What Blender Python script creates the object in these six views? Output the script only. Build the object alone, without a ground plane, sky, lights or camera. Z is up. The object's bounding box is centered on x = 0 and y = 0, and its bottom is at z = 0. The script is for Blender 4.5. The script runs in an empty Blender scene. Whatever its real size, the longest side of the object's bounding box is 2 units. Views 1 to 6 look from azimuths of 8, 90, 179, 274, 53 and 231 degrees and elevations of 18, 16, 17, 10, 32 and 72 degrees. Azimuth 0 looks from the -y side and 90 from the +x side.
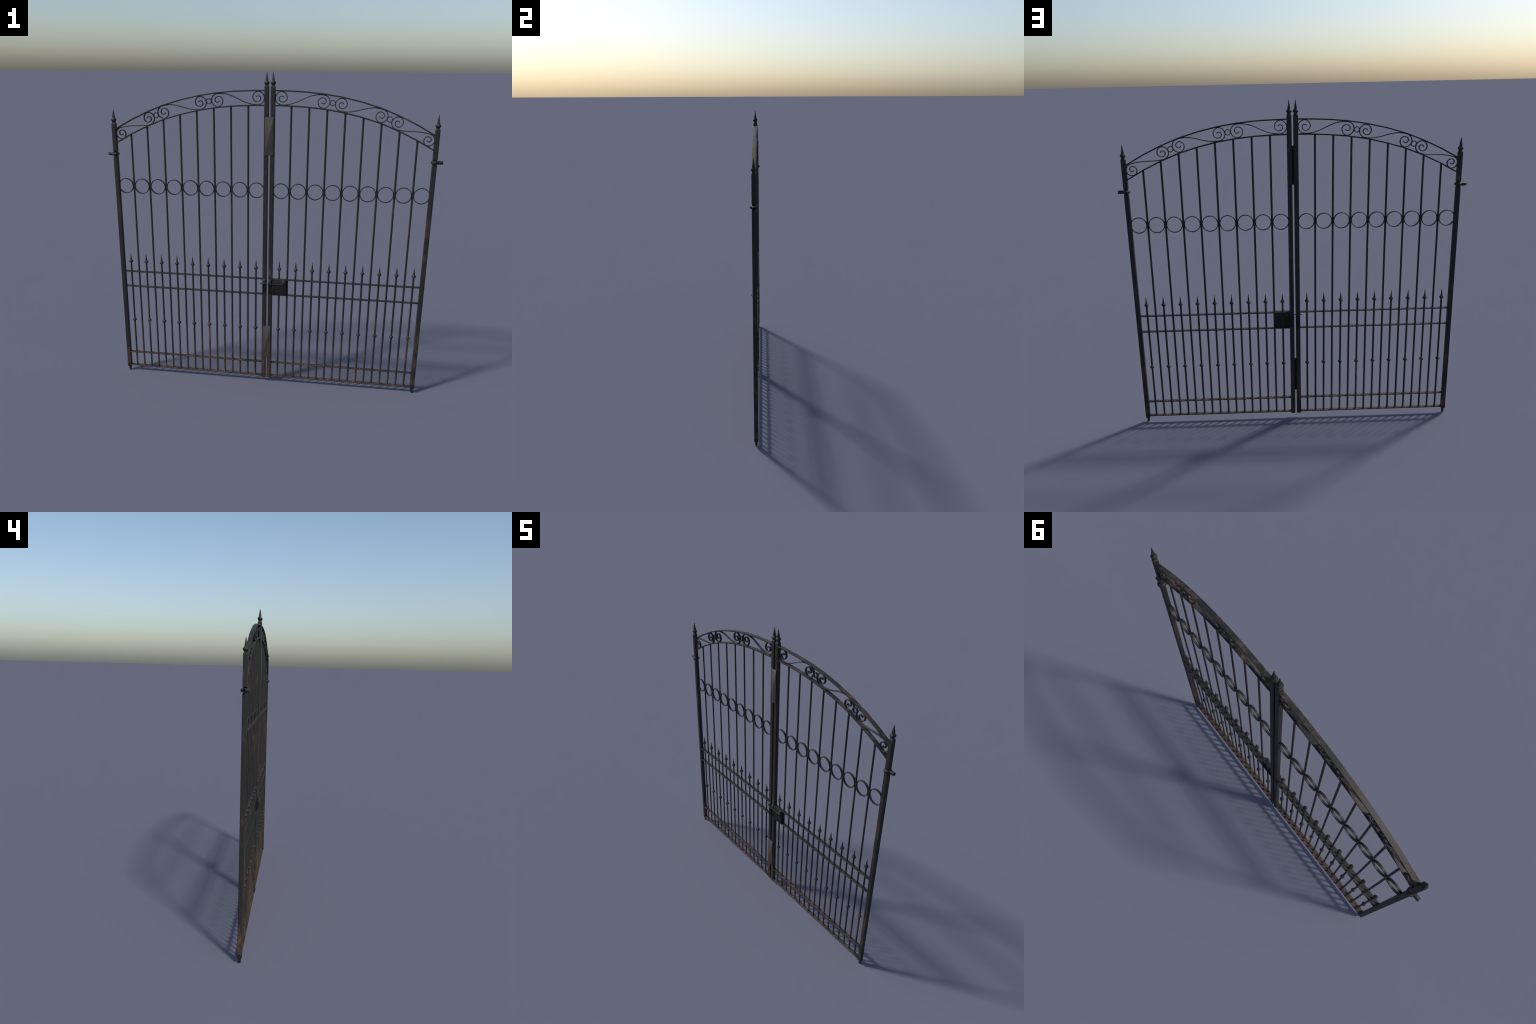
# Double-leaf wrought iron driveway gate, weathered black paint with rust.
import bpy, bmesh, math, random
from mathutils import Vector

random.seed(7)
Y0 = 0.0088                      # plane of the gate
PITCH = 0.1032                   # spacing of rings / spear bars
FIRST = 0.0744                   # first ring centre from the middle line

# ------------------------------------------------------------------ helpers
def finish(bm, name, mat, smooth=True, sharp=None):
    bmesh.ops.recalc_face_normals(bm, faces=bm.faces)
    me = bpy.data.meshes.new(name)
    bm.to_mesh(me); bm.free()
    me.materials.append(mat)
    for p in me.polygons:
        p.use_smooth = smooth
    if smooth and sharp is not None:
        me.set_sharp_from_angle(angle=math.radians(sharp))
    return me

def put(me, name, parent, loc=(0, 0, 0), scale=(1, 1, 1)):
    ob = bpy.data.objects.new(name, me)
    bpy.context.scene.collection.objects.link(ob)
    ob.parent = parent
    ob.location = loc
    ob.scale = scale
    if name in FLAT_FACED:
        w = ob.modifiers.new("flat_faces", 'WEIGHTED_NORMAL')
        w.keep_sharp = True; w.weight = 80
    return ob

# square-section parts whose broad faces must shade flat between rounded edges
FLAT_FACED = {"outer_post", "inner_post", "rail", "arch_band", "lock_box", "lock_cover",
              "ring", "scroll", "scroll_ring"}

def loft(bm, rings, closed_ends=True, loop=False):
    """rings: lists of points, all of the same length, skinned one to the next"""
    vs = [[bm.verts.new(p) for p in r] for r in rings]
    n = len(vs[0])
    pairs = list(zip(vs, vs[1:])) + ([(vs[-1], vs[0])] if loop else [])
    for a, b in pairs:
        for i in range(n):
            j = (i + 1) % n
            bm.faces.new((a[i], a[j], b[j], b[i]))
    if closed_ends and not loop:
        bm.faces.new(vs[0]); bm.faces.new(vs[-1])

def rounded_rect(hx, hy, r, seg=2):
    """outline of a rectangle with rounded corners, counter-clockwise"""
    pts = []
    for cx, cy, a0 in ((1, 1, 0), (-1, 1, 90), (-1, -1, 180), (1, -1, 270)):
        for k in range(seg + 1):
            a = math.radians(a0 + 90 * k / seg)
            pts.append((cx * (hx - r) + r * math.cos(a), cy * (hy - r) + r * math.sin(a)))
    return pts

def superellipse(r, n, seg=24):
    pts = []
    for k in range(seg):
        a = 2 * math.pi * k / seg + math.pi / 4
        c, s = math.cos(a), math.sin(a)
        f = (abs(c) ** n + abs(s) ** n) ** (-1 / n)
        pts.append((r * f * c, r * f * s))
    return pts

def vertical_rings(profile, outline):
    """profile: (z, args...) -> outline(args) placed at height z"""
    return [[(x, y, p[0]) for x, y in outline(*p[1:])] for p in profile]

def band(bm, path, thick, depth, r, loop=False, seg=1):
    """flat bar swept along a path in the x-z plane; depth runs along y"""
    n = len(path)
    sec = rounded_rect(thick / 2, depth / 2, r, seg)
    rings = []
    for i in range(n):
        if loop:
            p, q = path[(i - 1) % n], path[(i + 1) % n]
        else:
            p, q = path[max(i - 1, 0)], path[min(i + 1, n - 1)]
        tx, tz = q[0] - p[0], q[1] - p[1]
        l = math.hypot(tx, tz); tx /= l; tz /= l
        nx, nz = -tz, tx
        rings.append([(path[i][0] + nx * a, b, path[i][1] + nz * a) for a, b in sec])
    loft(bm, rings, loop=loop)

def tube(bm, path, radius, seg=10, loop=False, flat=(1, 1)):
    """round bar swept along a 3D path"""
    n = len(path); P = [Vector(p) for p in path]; rings = []
    ref = None
    for i in range(n):
        t = (P[(i + 1) % n] - P[(i - 1) % n]) if loop else (P[min(i + 1, n - 1)] - P[max(i - 1, 0)])
        t.normalize()
        if ref is None:
            ref = Vector((1, 0, 0)) if abs(t.x) < 0.8 else Vector((0, 0, 1))
        u = (ref - t * ref.dot(t)).normalized(); ref = u
        w = t.cross(u)
        rr = radius[i] if isinstance(radius, (list, tuple)) else radius
        rings.append([tuple(P[i] + u * rr * flat[0] * math.cos(2 * math.pi * k / seg)
                            + w * rr * flat[1] * math.sin(2 * math.pi * k / seg)) for k in range(seg)])
    loft(bm, rings, loop=loop)

def box(bm, x0, x1, y0, y1, z0, z1, bevel=0.0, seg=2):
    v = [bm.verts.new((x, y, z)) for z in (z0, z1) for y in (y0, y1) for x in (x0, x1)]
    f = [bm.faces.new([v[i] for i in q]) for q in
         ((0, 2, 3, 1), (4, 5, 7, 6), (0, 1, 5, 4), (2, 6, 7, 3), (0, 4, 6, 2), (1, 3, 7, 5))]
    if bevel:
        es = list({e for q in f for e in q.edges})
        bmesh.ops.bevel(bm, geom=es, offset=bevel, segments=seg, affect='EDGES', profile=0.5)

# ------------------------------------------------------------------ materials
def iron(name, rust=1.0, base=(0.0196, 0.0191, 0.0178), dark_zone=None, grey=False):  # base warmed slightly to offset the blue sky reflection
    m = bpy.data.materials.new(name); m.use_nodes = True
    nt = m.node_tree; N = nt.nodes; L = nt.links
    bs = N["Principled BSDF"]
    def node(t, **kw):
        n = N.new(t)
        for k, v in kw.items():
            setattr(n, k, v)
        return n
    def math_(op, a, b=None, clamp=False):
        n = node("ShaderNodeMath", operation=op, use_clamp=clamp)
        for i, s in enumerate((a, b)):
            if s is None: continue
            if isinstance(s, (int, float)): n.inputs[i].default_value = s
            else: L.new(s, n.inputs[i])
        return n.outputs[0]
    def noise(scale, detail, rough, stretch):
        mp = node("ShaderNodeMapping"); mp.inputs["Scale"].default_value = stretch
        L.new(geo.outputs["Position"], mp.inputs["Vector"])
        n = node("ShaderNodeTexNoise")
        n.inputs["Scale"].default_value = scale
        n.inputs["Detail"].default_value = detail
        n.inputs["Roughness"].default_value = rough
        L.new(mp.outputs[0], n.inputs["Vector"])
        return n.outputs["Fac"]
    def ramp(fac, a, b):
        n = node("ShaderNodeMapRange", interpolation_type='SMOOTHSTEP')
        n.inputs["From Min"].default_value = a; n.inputs["From Max"].default_value = b
        L.new(fac, n.inputs["Value"]); return n.outputs[0]
    def mix(fac, a, b):
        n = node("ShaderNodeMix", data_type='RGBA')
        if isinstance(fac, float): n.inputs["Factor"].default_value = fac
        else: L.new(fac, n.inputs["Factor"])
        for s, c in (("A", a), ("B", b)):
            i = [q for q in n.inputs if q.name == s and q.type == 'RGBA'][0]
            if isinstance(c, tuple): i.default_value = (*c, 1)
            else: L.new(c, i)
        return [q for q in n.outputs if q.type == 'RGBA'][0]
    geo = node("ShaderNodeNewGeometry")
    sep = node("ShaderNodeSeparateXYZ"); L.new(geo.outputs["Position"], sep.inputs[0])
    z = sep.outputs["Z"]
    # how low on the gate: 1 at the ground, 0 above knee height of the gate
    low = ramp(z, 0.62, 0.02)
    broad = noise(7.0, 4, 0.6, (1.0, 1.0, 0.45))
    patch = noise(32.0, 5, 0.65, (1.0, 1.0, 0.35))
    fine = noise(150.0, 4, 0.7, (1, 1, 0.6))
    # brown film, strong near the ground, islands further up
    film = math_('ADD', math_('MULTIPLY', broad, 0.5), math_('MULTIPLY', patch, 0.5))
    film = math_('ADD', film, math_('MULTIPLY', low, 0.135 * rust))
    film = math_('ADD', film, math_('MULTIPLY', math_('SUBTRACT', fine, 0.5), 0.06))
    # water sits on the upward faces of the arch: worn, paler and browner islands there
    nsep = node("ShaderNodeSeparateXYZ"); L.new(geo.outputs["Normal"], nsep.inputs[0])
    wet = math_('MULTIPLY', ramp(nsep.outputs["Z"], 0.6, 0.9), ramp(z, 1.5, 1.6))
    film = math_('ADD', film, math_("MULTIPLY", wet, 0.055 * rust))
    film_m = math_('MULTIPLY', ramp(film, 0.53, 0.64), 0.9 * min(rust, 1.0), True)
    # bright orange blooms inside the film
    spot = math_('ADD', math_('MULTIPLY', patch, 0.75), math_('MULTIPLY', broad, 0.25))
    spot = math_('ADD', spot, math_('MULTIPLY', low, 0.055 * rust))
    spot = math_('ADD', spot, math_('MULTIPLY', wet, 0.03 * rust))
    spot_m = math_('MULTIPLY', ramp(spot, 0.605, 0.70), 0.85 * min(rust, 1.0), True)
    basec = mix(ramp(fine, 0.35, 0.7), tuple(c * 0.86 for c in base), tuple(c * 1.18 for c in base))
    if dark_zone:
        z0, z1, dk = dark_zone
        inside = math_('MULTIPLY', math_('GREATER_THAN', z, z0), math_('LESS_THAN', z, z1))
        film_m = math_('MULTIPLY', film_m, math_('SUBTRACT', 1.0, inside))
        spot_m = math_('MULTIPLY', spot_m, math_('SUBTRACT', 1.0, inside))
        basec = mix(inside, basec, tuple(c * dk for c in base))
    col = mix(film_m, basec, mix(wet, (0.052, 0.034, 0.025), (0.064, 0.049, 0.040)))
    col = mix(spot_m, col, (0.150, 0.066, 0.025))
    L.new(col, bs.inputs["Base Color"])
    rg = node("ShaderNodeMapRange")
    rg.inputs["To Min"].default_value = 0.52; rg.inputs["To Max"].default_value = 0.72
    L.new(film_m, rg.inputs["Value"]); L.new(rg.outputs[0], bs.inputs["Roughness"])
    bs.inputs["Specular IOR Level"].default_value = 0.24
    bp = node("ShaderNodeBump"); bp.inputs["Strength"].default_value = 0.12
    bp.inputs["Distance"].default_value = 0.0015
    L.new(fine, bp.inputs["Height"]); L.new(bp.outputs[0], bs.inputs["Normal"])
    return m

IRON = iron("weathered_iron")
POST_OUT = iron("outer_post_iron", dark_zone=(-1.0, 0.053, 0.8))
POST_IN = iron("inner_post_iron", dark_zone=(0.631, 0.7025, 0.3))  # band behind the bolt darkened: occlusion shade baked into the base colour
LOCK = iron("lock_iron", rust=0.35, dark_zone=(0.60, 0.7015, 0.5))  # lower lock painted darker to carry ambient occlusion below the bolt
PLATE = iron("plate_iron", rust=0.9, base=(0.034, 0.0335, 0.0315))  # base lightened to reach the brightness of the sunlit plate tops
CLEAN = iron("pale_iron", rust=0.15, base=(0.030, 0.030, 0.029))

# ------------------------------------------------------------------ the gate
gate = bpy.data.objects.new("wrought_iron_gate", None)
bpy.context.scene.collection.objects.link(gate)
gate["label"] = "arched double iron gate with scrolls, rings, spear bars and rust"
gate["category"] = "gate"

# arch: the flat bar on top of both leaves, height over distance from the middle
ARCH = [(0.030, 1.8806), (0.105, 1.8793), (0.210, 1.8746), (0.312, 1.8646), (0.420, 1.8477),
        (0.530, 1.8224), (0.640, 1.7897), (0.744, 1.7483), (0.845, 1.7005), (0.9430, 1.6462)]
GAP = 0.083                      # the second arch runs this far under the first
def arch_z(x):
    for (x0, z0), (x1, z1) in zip(ARCH, ARCH[1:]):
        if x <= x1:
            return z0 + (z1 - z0) * (x - x0) / (x1 - x0)
    return ARCH[-1][1]
def arch_slope(x):
    return (arch_z(min(x + 0.06, 0.943)) - arch_z(max(x - 0.06, 0.03))) / (min(x + 0.06, 0.943) - max(x - 0.06, 0.03))

# ---- posts (lofted square tube with rounded corners, chamfered ends)
PX, PY = 0.0136, 0.0128
def post_mesh(name, stretches, mat):
    bm = bmesh.new()
    out = lambda inset: rounded_rect(PX - inset, PY - inset, 0.0042, 3)
    for z0, z1, c0, c1 in stretches:
        prof = [(z0, c0), (z0 + c0 * 1.5 + 0.0002, 0.0004), (z0 + c0 * 1.5 + 0.0025, 0.0)]
        prof += [(z1 - c1 * 1.5 - 0.0025, 0.0), (z1 - c1 * 1.5 - 0.0002, 0.0004), (z1, c1)]
        loft(bm, vertical_rings(prof, out))
    return finish(bm, name, mat)

HZ = 1.4942                      # height of the hinge eyes
outer_me = post_mesh("outer_post", [(0.029, HZ - 0.0118, 0.0012, 0.0035), (HZ + 0.0118, 1.6855, 0.0035, 0.0045)], POST_OUT)
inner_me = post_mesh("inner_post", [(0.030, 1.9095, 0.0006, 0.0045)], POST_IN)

# ---- finial: square spike on a rounded bulb with a neck
bm = bmesh.new()
prof = [(-0.001, 0.0094, 3.2), (0.0022, 0.0096, 3.0), (0.0050, 0.0110, 2.8), (0.0095, 0.0142, 2.7), (0.0122, 0.0157, 2.6),
        (0.0158, 0.0158, 2.6), (0.0190, 0.0142, 2.8), (0.0220, 0.0113, 3.5), (0.0250, 0.0089, 5), (0.0280, 0.0079, 8),
        (0.0290, 0.0077, 9), (0.0740, 0.0012, 9), (0.0765, 0.0003, 9)]
loft(bm, vertical_rings(prof, lambda r, n: superellipse(r, n, 24)))
finial_me = finish(bm, "finial", IRON, sharp=42)

# ---- foot pin, hinge eye
bm = bmesh.new()
prof = [(0.0, 0.0052), (0.0012, 0.0068), (0.003, 0.0076), (0.010, 0.0076), (0.031, 0.0076)]
loft(bm, vertical_rings(prof, lambda r: superellipse(r, 2, 16)))
pin_me = finish(bm, "foot_pin", POST_OUT, sharp=50)

bm = bmesh.new()
ringp = [(0.0118 * math.cos(2 * math.pi * k / 32), 0.0140 * math.sin(2 * math.pi * k / 32), 0) for k in range(32)]
tube(bm, ringp, 0.0105, seg=14, loop=True)
# core of the post shows as a narrow neck above and below the eye
loft(bm, vertical_rings([(-0.016, 0.0105), (0.016, 0.0105)], lambda r: superellipse(r, 3, 16)))
hinge_me = finish(bm, "hinge_eye", IRON, sharp=50)
# the hollow shank that pointed into the gate pillar
bm = bmesh.new()
sh = [(0.008, 0.0104), (0.018, 0.0103), (0.0450, 0.0100), (0.0456, 0.0095), (0.0455, 0.0076), (0.0300, 0.0074), (0.0298, 0.0010)]
loft(bm, [[(x, r * math.cos(2 * math.pi * k / 16), r * math.sin(2 * math.pi * k / 16)) for k in range(16)] for x, r in sh])
shank_me = finish(bm, "hinge_shank", IRON, sharp=40)

OX, IX = 0.9544, 0.0185
for s in (-1, 1):
    po = put(outer_me, "outer_post", gate, (s * OX, Y0, 0))
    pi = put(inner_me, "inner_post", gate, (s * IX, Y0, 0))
    put(finial_me, "finial", po, (0, 0, 1.6855))
    put(finial_me, "finial", pi, (0, 0, 1.9090))
    put(pin_me, "foot_pin", po)
    h = put(hinge_me, "hinge_eye", po, (0, 0, HZ))
    sk = put(shank_me, "hinge_shank", po, (0, 0, HZ))
    if s < 0:
        sk.rotation_euler = (0, 0, math.pi)

# ---- horizontal rails: flat bars lying down, let into the posts
RH, RD = 0.0062, 0.0210
bm = bmesh.new()
xs = [0.031 + (0.942 - 0.031) * k / 24 for k in range(25)]
sec = rounded_rect(RD / 2, RH / 2, 0.0014, 2)
loft(bm, [[(x, a, b) for a, b in sec] for x in xs])
rail_me = finish(bm, "rail", IRON)
RAILS = (0.7287, 0.6254, 0.1412, 0.0408)
for s in (-1, 1):
    for zr in RAILS:
        r = put(rail_me, "rail", gate, (0, Y0, zr))
        if s < 0: r.rotation_euler = (0, 0, math.pi)

# ---- arches, built once and turned round for the other leaf
def both(me, name):
    a = put(me, name, gate, (0, Y0, 0))
    b = put(me, name, gate, (0, Y0, 0)); b.rotation_euler = (0, 0, math.pi)
    return a, b

for dz in (0.0, GAP):
    path = []
    for (x0, z0), (x1, z1) in zip(ARCH, ARCH[1:]):
        d = x1 - x0
        path += [(x0 + d * 0.06, z0 + (z1 - z0) * 0.06 - dz), (x0 + d * 0.94, z0 + (z1 - z0) * 0.94 - dz)]
    path[0] = (ARCH[0][0], ARCH[0][1] - dz); path[-1] = (ARCH[-1][0], ARCH[-1][1] - dz)
    bm = bmesh.new()
    band(bm, path, 0.0074, 0.0244, 0.0013, seg=2)
    both(finish(bm, "arch_band", IRON, sharp=60), "arch_band")

# ---- S-scrolls: a spiral hugging the lower arch, a swung link, a spiral on the upper arch
RAD = (1.0, 1.0, 0.985, 0.79, 0.55, 0.41, 0.31, 0.27)      # radius every quarter turn
RAD_END = (1.0, 1.0, 0.89, 0.74, 0.57, 0.33, 0.24, 0.25)
def spiral(c, R, a0, rad, turns=6.7):
    """points from the outside in, turning clockwise from angle a0"""
    pts = []
    n = int(turns * 9)
    for i in range(n + 1):
        q = turns * i / n
        k = min(int(q), len(rad) - 2); f = q - k
        f = f * f * (3 - 2 * f) if abs(rad[k] - rad[k + 1]) < 0.02 else f
        r = R * (rad[k] * (1 - f) + rad[k + 1] * f)
        a = a0 - q * math.pi / 2
        pts.append((c[0] + r * math.cos(a), c[1] + r * math.sin(a)))
    return pts
def s_scroll(ca, ra, cb, rb, end_rad, ha, hb, turn_b):
    sa, sb = arch_slope(ca[0]), arch_slope(cb[0])
    ta, tb = math.atan(sa), math.atan(sb) + turn_b
    A = spiral(ca, ra, ta - math.pi / 2, RAD)
    B = spiral(cb, rb, tb + math.pi / 2, end_rad)
    p0, p3 = A[0], B[0]
    d = math.hypot(p3[0] - p0[0], p3[1] - p0[1])
    p1 = (p0[0] + ha * d * math.cos(ta), p0[1] + ha * d * math.sin(ta))
    p2 = (p3[0] - hb * d * math.cos(tb), p3[1] - hb * d * math.sin(tb))
    link = []
    for i in range(1, 24):
        t = i / 24; u = 1 - t
        link.append(tuple(u ** 3 * p0[k] + 3 * u * u * t * p1[k] + 3 * u * t * t * p2[k] + t ** 3 * p3[k] for k in (0, 1)))
    return A[::-1] + link + B
SCROLLS = [((0.0700, 1.8390), 0.0375, (0.3075, 1.8225), 0.0370, RAD, 0.42, 0.42, 0.0),
           ((0.4125, 1.8070), 0.0362, (0.6375, 1.7490), 0.0362, RAD, 0.42, 0.42, 0.0),
           ((0.7320, 1.7110), 0.0348, (0.9085, 1.6190), 0.0340, RAD_END, 0.28, 0.42, 0.19)]
for ca, ra, cb, rb, er, ha, hb, tn in SCROLLS:
    bm = bmesh.new()
    band(bm, s_scroll(ca, ra, cb, rb, er, ha, hb, tn), 0.0047, 0.0140, 0.0009)
    both(finish(bm, "scroll", IRON, sharp=60), "scroll")

def ring_mesh(name, R, thick, depth, seg):
    bm = bmesh.new()
    band(bm, [(R * math.cos(2 * math.pi * k / seg), R * math.sin(2 * math.pi * k / seg)) for k in range(seg)],
         thick, depth, 0.0008, loop=True)
    return finish(bm, name, IRON, sharp=60)
small_me = ring_mesh("scroll_ring", 0.0147, 0.0042, 0.0130, 28)
for s in (-1, 1):
    for x, zz in ((0.3612, 1.8159), (0.6855, 1.7305)):
        put(small_me, "scroll_ring", gate, (s * x, Y0, zz))

# ---- row of rings between the long bars
big_me = ring_mesh("ring", 0.0455, 0.0046, 0.0132, 40)
for s in (-1, 1):
    for k in range(9):
        put(big_me, "ring", gate, (s * (FIRST + PITCH * k), Y0, 1.2970))

# ---- long bars up to the lower arch, one mesh per length
BR = (0.0060, 0.0050)
def bar_rings(z0, z1, n):
    return [[(BR[0] * math.cos(2 * math.pi * k / 10), BR[1] * math.sin(2 * math.pi * k / 10), z0 + (z1 - z0) * i / n)
             for k in range(10)] for i in range(n + 1)]
for k in range(8):
    x = FIRST + PITCH * (k + 0.5)
    bm = bmesh.new()
    loft(bm, bar_rings(0.0405, arch_z(x) - GAP, 8))
    me = finish(bm, "long_bar", IRON, sharp=50)
    for s in (-1, 1):
        put(me, "long_bar", gate, (s * x, Y0, 0))

# ---- spear bars: bar, knob half way, spear head on top
bm = bmesh.new()
loft(bm, bar_rings(0.0405, 0.796, 6))
spear_bar_me = finish(bm, "spear_bar", IRON, sharp=50)
bm = bmesh.new()
kp = [(-0.0105, 0.0055), (-0.0085, 0.0072), (-0.0055, 0.0108), (-0.0022, 0.0130), (0.0010, 0.0133), (0.0040, 0.0118), (0.0075, 0.0078), (0.0100, 0.0055)]
loft(bm, vertical_rings(kp, lambda r: superellipse(r, 2, 16)))
knob_me = finish(bm, "knob", IRON)
bm = bmesh.new()
hp = [(-0.0105, 0.0055), (-0.0085, 0.0072), (-0.0055, 0.0108), (-0.0022, 0.0130), (0.0010, 0.0133), (0.0040, 0.0112), (0.0070, 0.0080), (0.0095, 0.0066),
      (0.0110, 0.0062), (0.030, 0.0037), (0.050, 0.0013), (0.0565, 0.0004)]
loft(bm, vertical_rings(hp, lambda r: superellipse(r, 2, 16)))
head_me = finish(bm, "spear_head", IRON, sharp=60)
for s in (-1, 1):
    for k in range(9):
        b = put(spear_bar_me, "spear_bar", gate, (s * (FIRST + PITCH * k), Y0, 0))
        put(knob_me, "knob", b, (0, 0, 0.3845))
        put(head_me, "spear_head", b, (0, 0, 0.7988))

# ---- cover plates over the gap between the leaves, flat, with a diagonal light/dark break set by normals
def cover_mesh(h):
    bm = bmesh.new()
    w, t = 0.0254, 0.0035
    f = [bm.verts.new(p) for p in ((-w, -t, 0), (w, -t, 0), (w, -t, h), (-w, -t, h))]
    b = [bm.verts.new(p) for p in ((-w, 0, 0), (w, 0, 0), (w, 0, h), (-w, 0, h))]
    low = bm.faces.new((f[0], f[1], f[2])); up = bm.faces.new((f[0], f[2], f[3]))
    bm.faces.new(b[::-1])
    for i in range(4):
        j = (i + 1) % 4
        bm.faces.new((f[j], f[i], b[i], b[j]))
    me = finish(bm, "cover_plate", PLATE)
    # the upper left half is dished by normals bent up for sunlight; face stays flat
    nrm = []
    for p in me.polygons:
        brightened = len(p.vertices) == 3 and 3 in p.vertices
        for v in p.vertices:
            n = p.normal.copy()
            if brightened:
                n = n + {0: Vector((0, 0, 0)), 2: Vector((0, 0, 0.95)), 3: Vector((0, 0, 0.55))}[v]
            nrm.append(n.normalized())
    me.normals_split_custom_set(nrm)
    return me
for z0, z1 in ((1.5110, 1.7330), (0.1845, 0.4070)):
    put(cover_mesh(z1 - z0), "cover_plate", gate, (0, Y0 - PY - 0.0008, z0))

# ---- lock on the right-hand leaf
FY = -0.0085
bm = bmesh.new()
box(bm, 0.0325, 0.1208, FY, 0.0088, 0.6245, 0.7335, bevel=0.0016)
lock = put(finish(bm, "lock_box", LOCK, sharp=40), "lock_box", gate)
bm = bmesh.new()
box(bm, 0.054, 0.108, FY - 0.0022, FY + 0.001, 0.632, 0.694, bevel=0.0018)
put(finish(bm, "lock_cover", LOCK, sharp=40), "lock_cover", lock)
bm = bmesh.new()
tube(bm, [(-0.0448 + 0.157 * k / 12, -0.0115, 0.7015) for k in range(13)], 0.0026, seg=12)
put(finish(bm, "bolt", CLEAN, sharp=50), "bolt", lock)
bm = bmesh.new()
arcp = []
for k in range(9):
    a = math.radians(90 + 180 * k / 8)
    arcp.append((0, 0.0040 + 0.0085 * math.cos(a), 0.0140 * math.sin(a)))
tube(bm, arcp, 0.0042, seg=12, flat=(1.9, 0.45))
staple_me = finish(bm, "bolt_staple", CLEAN, sharp=60)
for x, yy in ((-0.0190, -0.0085), (0.0155, -0.0085), (0.1040, -0.0125)):
    put(staple_me, "bolt_staple", lock, (x, yy, 0.7160))
bm = bmesh.new()
tube(bm, [(0.0370, -0.0230 + 0.0086 * math.cos(2 * math.pi * k / 24), 0.6585 + 0.0086 * math.sin(2 * math.pi * k / 24)) for k in range(24)],
     0.0015, seg=8, loop=True)
put(finish(bm, "pull_ring", LOCK), "pull_ring", lock)
bm = bmesh.new()
tube(bm, [(0.0370, -0.006, 0.6585), (0.0370, -0.0135, 0.6585), (0.0370, -0.0165, 0.6585)], [0.0036, 0.0030, 0.0020], seg=10)
box(bm, 0.0300, 0.0440, FY - 0.0016, FY + 0.001, 0.640, 0.682, bevel=0.0007)
put(finish(bm, "ring_mount", LOCK, sharp=40), "ring_mount", lock)
